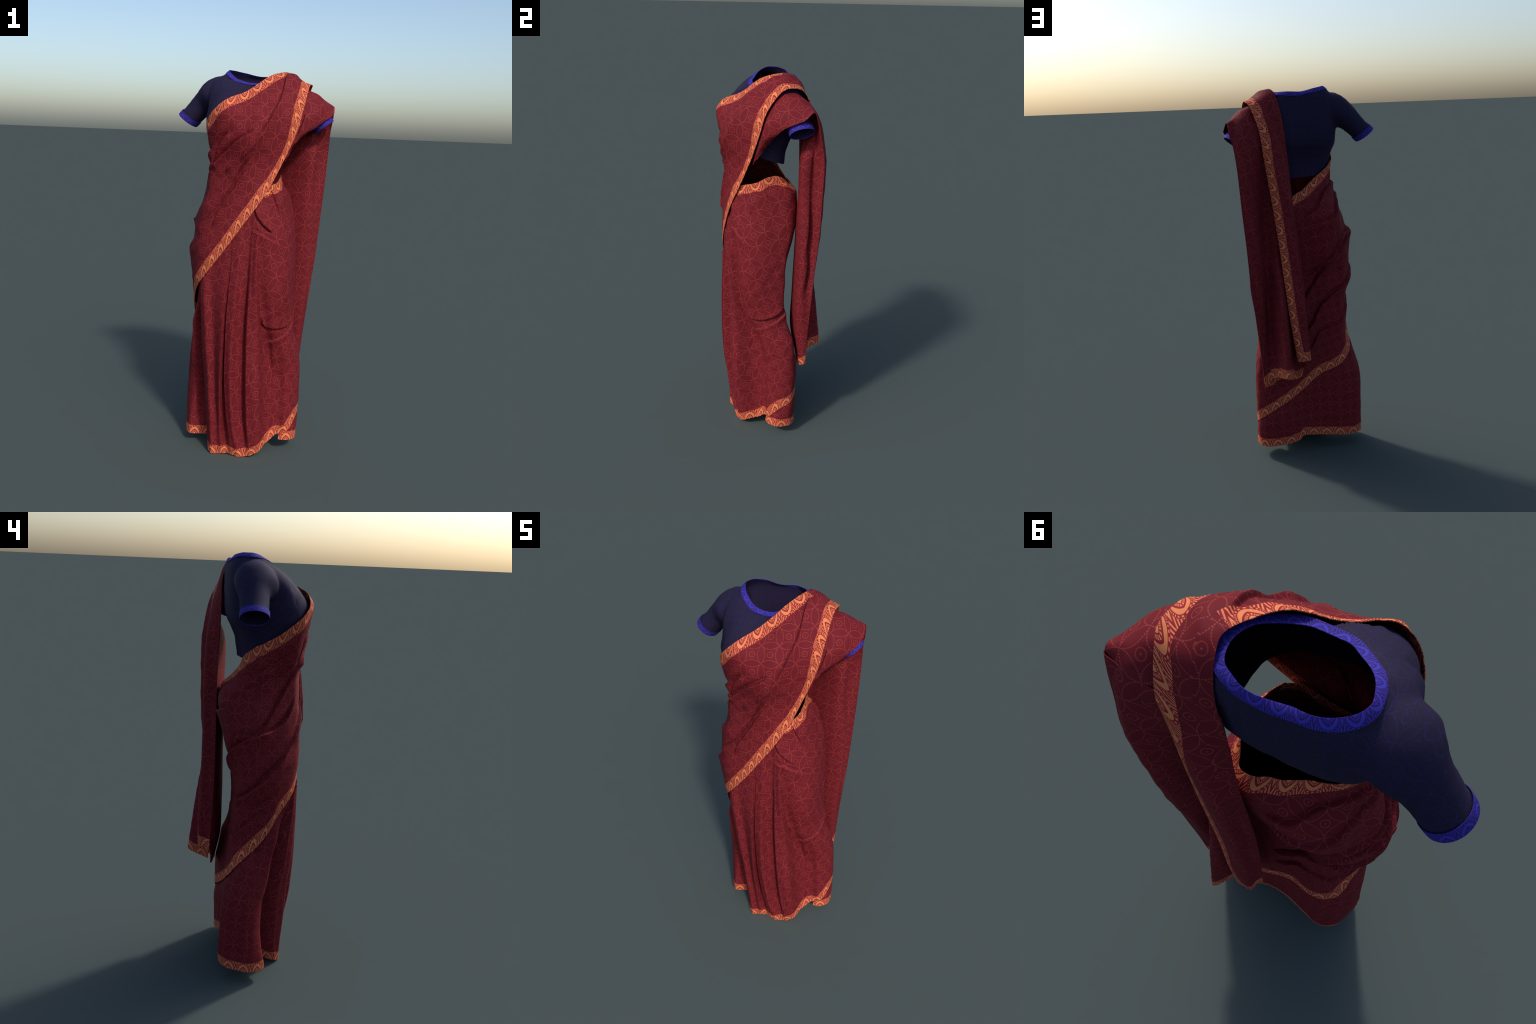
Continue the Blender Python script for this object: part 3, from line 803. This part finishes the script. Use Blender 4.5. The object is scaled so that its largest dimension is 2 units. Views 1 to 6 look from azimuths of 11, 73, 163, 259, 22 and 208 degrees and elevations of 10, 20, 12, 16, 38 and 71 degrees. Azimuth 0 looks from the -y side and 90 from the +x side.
# ------------------------------------------------------------------ sari: pleat over the upper arm, falling behind as the second panel
flap_rows = [  # tucked edge, two points between, outer edge
    [(.198, -.146, 1.552), (.202, -.142, 1.560), (.206, -.136, 1.570), (.211, -.128, 1.582)],
    [(.218, -.134, 1.620), (.228, -.122, 1.632), (.238, -.100, 1.648), (.245, -.072, 1.668)],
    [(.244, -.116, 1.720), (.272, -.108, 1.718), (.298, -.090, 1.712), (.315, -.065, 1.710)],
    [(.256, -.088, 1.810), (.300, -.084, 1.800), (.335, -.068, 1.778), (.360, -.040, 1.750)],
    [(.264, -.035, 1.892), (.315, -.032, 1.868), (.362, -.020, 1.825), (.397, .006, 1.780)],
    [(.266, .012, 1.912), (.318, .022, 1.889), (.366, .038, 1.848), (.407, .050, 1.798)],
    [(.264, .060, 1.905), (.315, .075, 1.888), (.360, .090, 1.858), (.402, .098, 1.833)],
    [(.245, .112, 1.830), (.295, .128, 1.835), (.345, .138, 1.812), (.395, .126, 1.770)],
    [(.228, .134, 1.740), (.275, .150, 1.740), (.340, .168, 1.725), (.384, .145, 1.705)],
    [(.205, .132, 1.620), (.232, .126, 1.610), (.266, .146, 1.600), (.335, .190, 1.600), (.376, .168, 1.600)],
    [(.180, .138, 1.400), (.205, .120, 1.400), (.240, .120, 1.400), (.316, .195, 1.400), (.363, .171, 1.400)],
    [(.155, .145, 1.200), (.185, .150, 1.200), (.226, .115, 1.200), (.300, .191, 1.200), (.347, .170, 1.200)],
    [(.135, .150, 1.000), (.182, .192, 1.000), (.226, .115, 1.000), (.285, .173, 1.000), (.331, .158, 1.000)],
    [(.120, .155, 0.800), (.180, .224, 0.800), (.226, .112, 0.800), (.268, .152, 0.800), (.309, .154, 0.800)],
    [(.115, .160, 0.620), (.177, .248, 0.620), (.223, .132, 0.615), (.256, .140, 0.608), (.288, .148, 0.600)],
    [(.112, .163, 0.474), (.177, .262, 0.508), (.217, .180, 0.495), (.247, .145, 0.468), (.274, .146, 0.440)],
]
fm = 60
flap = spline(np.array([spline(np.array(r), fm) for r in flap_rows]), 260)
Nf = grid_normals(flap)
F_FLIP = Nf[70, 30, 2] < 0
sgn = -1 if F_FLIP else 1
amt = crease(flap, [(.225, 1.62), (.255, 1.70), (.275, 1.76), (.283, 1.80)], .008, .03, raised=-1, where=smoothstep(.0, -.04, flap[..., 1]))
amt += .0015*waves(flap, .12, 5)
fade = smoothstep(1, .9, np.linspace(0, 1, fm))[None, :]
flap = flap + Nf*(sgn*amt*fade)[..., None]
att_f = cloth_coords(flap, low=False, high=False, end=BORDER, warp0=.5)
reg_f = np.zeros((flap.shape[0] - 1, fm - 1), int)
er = (arc(flap, 0)[-1:] - arc(flap, 0)) < BORDER
reg_f[er[1:, 1:]] = 1
o = sheet("shoulder_pleat", flap, att_f, reg_f, {0: ("shoulder_pleat", RED, sari)}, sari, flip=F_FLIP)[0]
sheet("b", flap, att_f, reg_f, {1: ("border", GOLD, o)}, o, flip=F_FLIP)

# inward face of the hanging end, seen from the front and the arm side
outer_line = flap[:, -1]
pk = int(np.argmax(outer_line[:, 2]))
fz = [1.826, 1.775, 1.70, 1.60, 1.40, 1.20, 1.00, .80, .62, .44]
oe = np.array([[np.interp(-z, -outer_line[pk:, 2], outer_line[pk:, k]) for k in range(3)] for z in fz])
ne = np.array([(.118, .126, 1.826), (.113, .127, 1.775), (.106, .129, 1.70), (.098, .134, 1.6), (.082, .140, 1.4), (.058, .145, 1.2), (.042, .148, 1.0), (.030, .155, .80), (.03, .160, .62), (.07, .155, .47)])
inw = []
for i, z in enumerate(fz):
    o_, n_ = oe[i], ne[i]
    g = .5*min(1, max(0, (z - .75)/.5))
    low = z < .5
    zc = .455 if low else z
    u = .034*smoothstep(1.58, 1.75, z); top = float(smoothstep(1.68, 1.80, z))
    lift = lambda y, d: y*(1 - top) + (o_[1] + d)*top
    if low:
        inw.append([o_, (o_[0] - .002, .135, .43), (o_[0] - .012, .120, .425), (o_[0] - .05, .115, .43), (.19, .118, .455), (n_[0] + .03, .145, .455), n_])
    else:
        k = smoothstep(.6, .85, z); w5 = .040*smoothstep(1.05, 1.45, z)*(1 - top)
        inw.append([o_, (o_[0] - .002 - .11*g*(1 - top), lift(.142 - .008*(1 - g), .006), z), (o_[0] - .008 - u - w5, lift(.116 + u*.9, .014), z), (o_[0] - .020 - u - w5, lift(.094 - .008*k + u*1.4, .02), z), (o_[0] - .075 - u - w5*.6, lift(.094 - .014*k + u*1.5, .024), z), (o_[0]*.42 + n_[0]*.58, .098 + u, z), (n_[0] + .02, .138 - .012*top, z), n_ + np.array([.006, -.010, 0])*top])
        inw[-1] = spline(np.array(inw[-1]), 30).tolist()
inw[-1] = spline(np.array(inw[-1]), 30).tolist()
face = spline(np.array([spline(np.array(r), 60) for r in inw]), 200)
Nn = grid_normals(face)
C_FLIP = Nn[100, 40, 1] > 0
att_c = cloth_coords(face, low=False, high=False, end=BORDER, warp0=.9)
reg_c = np.zeros((199, 59), int)
er = (arc(face, 0)[-1:] - arc(face, 0)) < BORDER
reg_c[er[1:, 1:]] = 1
o = sheet("inner_panel", face, att_c, reg_c, {0: ("inner_panel", RED, sari)}, sari, flip=C_FLIP)[0]
sheet("b", face, att_c, reg_c, {1: ("border", GOLD, o)}, o, flip=C_FLIP)

# ------------------------------------------------------------------ blouse
NECK = [(.012, -.091, 1.929), (-.020, -.090, 1.933), (-.045, -.086, 1.941), (-.073, -.068, 1.950), (-.105, -.041, 1.972), (-.122, -.018, 1.986), (-.133, .008, 1.996),
        (-.138, .030, 2.000), (-.131, .050, 2.000), (-.119, .067, 2.000), (-.092, .085, 1.995), (-.058, .096, 1.989), (-.020, .094, 1.980), (.013, .098, 1.975),
        (.056, .105, 1.976), (.082, .102, 1.977), (.104, .091, 1.977), (.128, .076, 1.976), (.138, .050, 1.978), (.138, .025, 1.978), (.122, -.018, 1.970), (.100, -.045, 1.955), (.070, -.072, 1.938), (.040, -.088, 1.930)]
TORSO = table([(1.46, .176, -.175, .042), (1.53, .182, -.185, .043), (1.60, .186, -.208, .053), (1.66, .203, -.232, .074), (1.72, .214, -.245, .108), (1.77, .214, -.246, .116),
               (1.82, .210, -.225, .120), (1.87, .214, -.185, .121), (1.91, .212, -.145, .120), (1.94, .198, -.112, .118), (1.962, .172, -.088, .115)])


def loft(rings, cap=True):
    me = bmesh.new()
    vs = [[me.verts.new(p) for p in r] for r in rings]
    for a, b in zip(vs[:-1], vs[1:]):
        for i in range(len(a)):
            j = (i + 1) % len(a)
            me.faces.new((a[i], a[j], b[j], b[i]))
    me.faces.new(vs[0][::-1]); me.faces.new(vs[-1])
    return me


nr = 64
th = np.arange(nr)/nr*2*math.pi
rings = []
for z in np.linspace(1.46, 1.962, 26):
    w, f, b = TORSO(z)
    cy, hb = (f + b)/2, (b - f)/2
    ex = 2.9 - .6*np.cos(th)
    r = (np.abs(np.sin(th)/w)**ex + np.abs(np.cos(th)/hb)**ex)**(-1/ex)
    ring = np.stack([r*np.sin(th), cy - r*np.cos(th), np.full(nr, z)], -1)
    bust = np.exp(-((np.abs(ring[:, 0]) - .10)/.055)**2 - ((z - 1.765)/.065)**2)*(ring[:, 1] < -.05)
    ring[:, 1] -= .018*bust
    ring[:, 1] += .085*ring[:, 0]*float(smoothstep(1.80, 1.60, z))
    rings.append(ring)
neck_c = np.array([0.0, .015])
nk = spline(np.array(NECK), 400, closed=True)
na = np.arctan2(nk[:, 0] - neck_c[0], neck_c[1] - nk[:, 1]) % (2*math.pi)
order = np.argsort(na)
neck_at = lambda a: np.stack([np.interp(a % (2*math.pi), na[order], nk[order, k], period=2*math.pi) for k in range(3)], -1)
top_ring = neck_at(th)
# let the upper rings follow the slope of the neckline
for i, r in enumerate(rings):
    d = r[:, 2] - (top_ring[:, 2] - .012)
    r[:, 2] = np.where(d > 0, top_ring[:, 2] - .012 - .0005*(len(rings) - i), r[:, 2])
    over_ = smoothstep(-.03, .03, d)[:, None]
    r[:, :2] = r[:, :2]*(1 - over_) + (top_ring[:, :2]*1.0 + (r[:, :2] - top_ring[:, :2])*.6)*over_
rings.append(top_ring)
parts = [loft(rings)]
for sx, cuff in ((-1, np.array([-.361, .050, 1.740])), (1, np.array([.361, .055, 1.727]))):
    ctrl = [(sx*.10, .015, 1.868, .082, .085), (sx*.175, .022, 1.886, .084, .088), (sx*.230, .020, 1.858, .076, .092), (sx*.278, .038, 1.822, .060, .066), (sx*.325, .045, 1.775, .055, .062), (*cuff, .0555, .0615), (*(cuff + np.array([sx*.035, .004, -.036])), .053, .060)]
    ctrl = spline(np.array(ctrl), 24)
    rg = []
    for i, c in enumerate(ctrl):
        d = ctrl[min(i+1, 23), :3] - ctrl[max(i-1, 0), :3]; d /= np.linalg.norm(d)
        e1 = np.array([0, 1.0, 0]); e2 = np.cross(d, e1); e2 /= np.linalg.norm(e2)
        a = th*(1 if sx < 0 else -1)
        rg.append(c[:3] + np.cos(a)[:, None]*e1*c[4] + np.sin(a)[:, None]*e2*c[3])
    parts.append(loft(rg))
me = bpy.data.meshes.new("blouse_volume")
bm = bmesh.new()
for p in parts:
    tmp = bpy.data.meshes.new("tmp"); bmesh.ops.recalc_face_normals(p, faces=p.faces[:]); p.to_mesh(tmp); p.free(); bm.from_mesh(tmp); bpy.data.meshes.remove(tmp)
bm.to_mesh(me); bm.free()
ob = bpy.data.objects.new("blouse_volume", me); bpy.context.collection.objects.link(ob)
md = ob.modifiers.new("r", "REMESH"); md.mode = "VOXEL"; md.voxel_size = .006
md = ob.modifiers.new("s", "SMOOTH"); md.factor = .5; md.iterations = 26
dg = bpy.context.evaluated_depsgraph_get()
vol = bpy.data.meshes.new_from_object(ob.evaluated_get(dg))
bpy.data.objects.remove(ob); bpy.data.meshes.remove(me)
bm = bmesh.new(); bm.from_mesh(vol)
bvh = BVHTree.FromBMesh(bm)
hem_n = Vector((0, .33, 1)).normalized()
bmesh.ops.bisect_plane(bm, geom=bm.verts[:] + bm.edges[:] + bm.faces[:], plane_co=(0, .05, 1.532), plane_no=-hem_n, clear_outer=True)
CUFFS = []
for sx, c in ((-1, Vector((-.361, .050, 1.740))), (1, Vector((.361, .055, 1.727)))):
    axis = Vector((sx*.60, 0.06, -.80)).normalized()
    CUFFS.append((c, axis))
    geom = [v for v in bm.verts if v.co.x*sx > .27]
    vs = set(geom); fs = [f for f in bm.faces if all(v in vs for v in f.verts)]; es = [e for e in bm.edges if all(v in vs for v in e.verts)]
    bmesh.ops.bisect_plane(bm, geom=geom + es + fs, plane_co=c - axis*.004, plane_no=axis, clear_outer=True)
# open the neck, a little wider than the band that trims it
def inside_neck(p, grow):
    a = math.atan2(p.x - neck_c[0], neck_c[1] - p.y)
    q = neck_at(np.array([a]))[0]
    return math.hypot(p.x - neck_c[0], p.y - neck_c[1]) < math.hypot(q[0] - neck_c[0], q[1] - neck_c[1]) + grow and p.z > q[2] - .06
bmesh.ops.delete(bm, geom=[v for v in bm.verts if v.co.z > 1.86 and inside_neck(v.co, .014 if v.co.y < 0 else .005)], context="VERTS")
vol2 = bpy.data.meshes.new("blouse")
bm.to_mesh(vol2); bm.free()
co = np.empty(len(vol2.vertices)*3); vol2.vertices.foreach_get("co", co); co = co.reshape(-1, 3)
no = np.empty(len(vol2.vertices)*3); vol2.vertices.foreach_get("normal", no); no = no.reshape(-1, 3)
# bust dart and armhole puckers
dz = np.zeros(len(co))
for line, h, sd in [([(-.135, 1.90), (-.165, 1.86), (-.185, 1.80), (-.190, 1.75)], .011, 1), ([(-.12, 1.93), (-.15, 1.87), (-.16, 1.82)], .008, -1)]:
    dz += ridge(co, line, -h, .014, where=smoothstep(.02, -.03, co[:, 1]))
dz += .0018*waves(co, .1, 31)
co = co + no*dz[:, None]
co = tuck_under(co, drape_tree, .012, DS, .06, .02)
for k in range(len(co)):                     # keep the bodice well inside the cloth that covers it
    if abs(co[k, 0]) < .27 and co[k, 1] < .06:
        o_ = Vector(co[k] - no[k]*.06); hit = drape_tree.ray_cast(o_, Vector(no[k]), .12)
        if hit[0] is not None and hit[3] < .06 + .014:
            co[k] = np.array(o_) + no[k]*(hit[3] - .014)
co = tuck_under(co, tree_of(D_wide[half:half + 90]), .006, DS)
co = tuck_under(co, tree_of(flap[:120]), .006, -1 if F_FLIP else 1)
faces = [tuple(p.vertices) for p in vol2.polygons]
blouse = empty("blouse")
def blouse_piece(name, keep):
    mesh = bpy.data.meshes.new(name)
    fs = [f for f in faces if keep(np.mean(co[list(f)], axis=0))]
    used = sorted({v for f in fs for v in f}); mp = {v: i for i, v in enumerate(used)}
    mesh.from_pydata(co[used].tolist(), [], [[mp[v] for v in f] for f in fs])
    for k, v in (("warp", co[:, 0]), ("weft", np.where(co[:, 1] < 0, .8*co[:, 2] + .6*co[:, 1], co[:, 2] - .5*co[:, 1]))):
        a = mesh.attributes.new(k, "FLOAT", "POINT"); a.data.foreach_set("value", v[used].astype(np.float32))
    mesh.polygons.foreach_set("use_smooth", np.ones(len(mesh.polygons), bool))
    mesh.normals_split_custom_set_from_vertices(no[used].tolist())
    mesh.materials.append(BLUE)
    o = bpy.data.objects.new(name, mesh); o.parent = blouse; bpy.context.collection.objects.link(o)
    return o
seam = lambda p: abs(p[0]) - (.205 + .10*max(0, 1.87 - p[2])*.3)
bodice = blouse_piece("bodice", lambda p: seam(p) <= 0)
sleeve_l = blouse_piece("sleeve", lambda p: seam(p) > 0 and p[0] < 0)
sleeve_r = blouse_piece("sleeve", lambda p: seam(p) > 0 and p[0] > 0)


def band(name, inner_line, outward, width, parent, lift=.0035, rows=6):
    """trim strip starting at a rim line and lying on the cloth"""
    k = len(inner_line)
    P = np.zeros((k + 1, rows, 3))
    for j in range(rows):
        for i in range(k):
            p = Vector(inner_line[i]) + Vector(outward[i])*width*j/(rows - 1)
            q, nrm, _, _ = bvh.find_nearest(p)
            f = min(1, j/2)
            P[i, j] = (q + nrm*lift)*f + Vector(inner_line[i])*(1 - f) if j else np.array(inner_line[i])
    P[k] = P[0]
    along = arc(P, 0)[:, :1]*np.ones((1, rows)); across = arc(P, 1)
    per = along[-1, 0]; count = max(1, round(per/.046)); along = along*(count*.046/per)
    flip = False
    Nn = grid_normals(P)
    mid = P.mean((0, 1))
    return P, dict(edge_along=along, edge_distance=across, warp=along, weft=across), Nn


nl = neck_at(np.arange(140)/140*2*math.pi)
out = []
for i, p in enumerate(nl):
    tng = nl[(i + 1) % 140] - nl[i - 1]; tng /= np.linalg.norm(tng)
    q, nrm, _, _ = bvh.find_nearest(Vector(p + np.array([(p[0] - neck_c[0]), (p[1] - neck_c[1]), 0])*.12 - np.array([0, 0, .008])))
    d = np.cross(tng, np.array(nrm)); d /= np.linalg.norm(d)
    rad = np.array([p[0] - neck_c[0], p[1] - neck_c[1], -.03])
    out.append(d if d @ rad > 0 else -d)
P, A, Nn = band("neck_band", nl, out, .026, bodice)
sheet("neck_band", P, A, np.zeros((P.shape[0]-1, P.shape[1]-1), int), {0: ("neck_band", BAND, bodice)}, bodice, thick=.0015, flip=bool((Nn[..., 2].mean()) < 0))
for (c, axis), so in zip(CUFFS, (sleeve_l, sleeve_r)):
    e1 = Vector((0, 1, 0)); e1 = (e1 - axis*e1.dot(axis)).normalized(); e2 = axis.cross(e1)
    ring = []
    for i in range(80):
        a = i/80*2*math.pi
        d = e1*math.cos(a) + e2*math.sin(a)
        hit = bvh.ray_cast(c + d*.15, -d)
        ring.append(np.array(hit[0] + d*.0025) if hit[0] else np.array(c + d*.058))
    P, A, Nn = band("cuff", ring, [np.array(-axis)]*80, .030, so)
    ctr = np.array(c)
    sheet("cuff", P, A, np.zeros((P.shape[0]-1, P.shape[1]-1), int), {0: ("cuff", BAND, so)}, so, thick=.0015, flip=bool(((P - ctr)*Nn).sum(-1).mean() < 0))
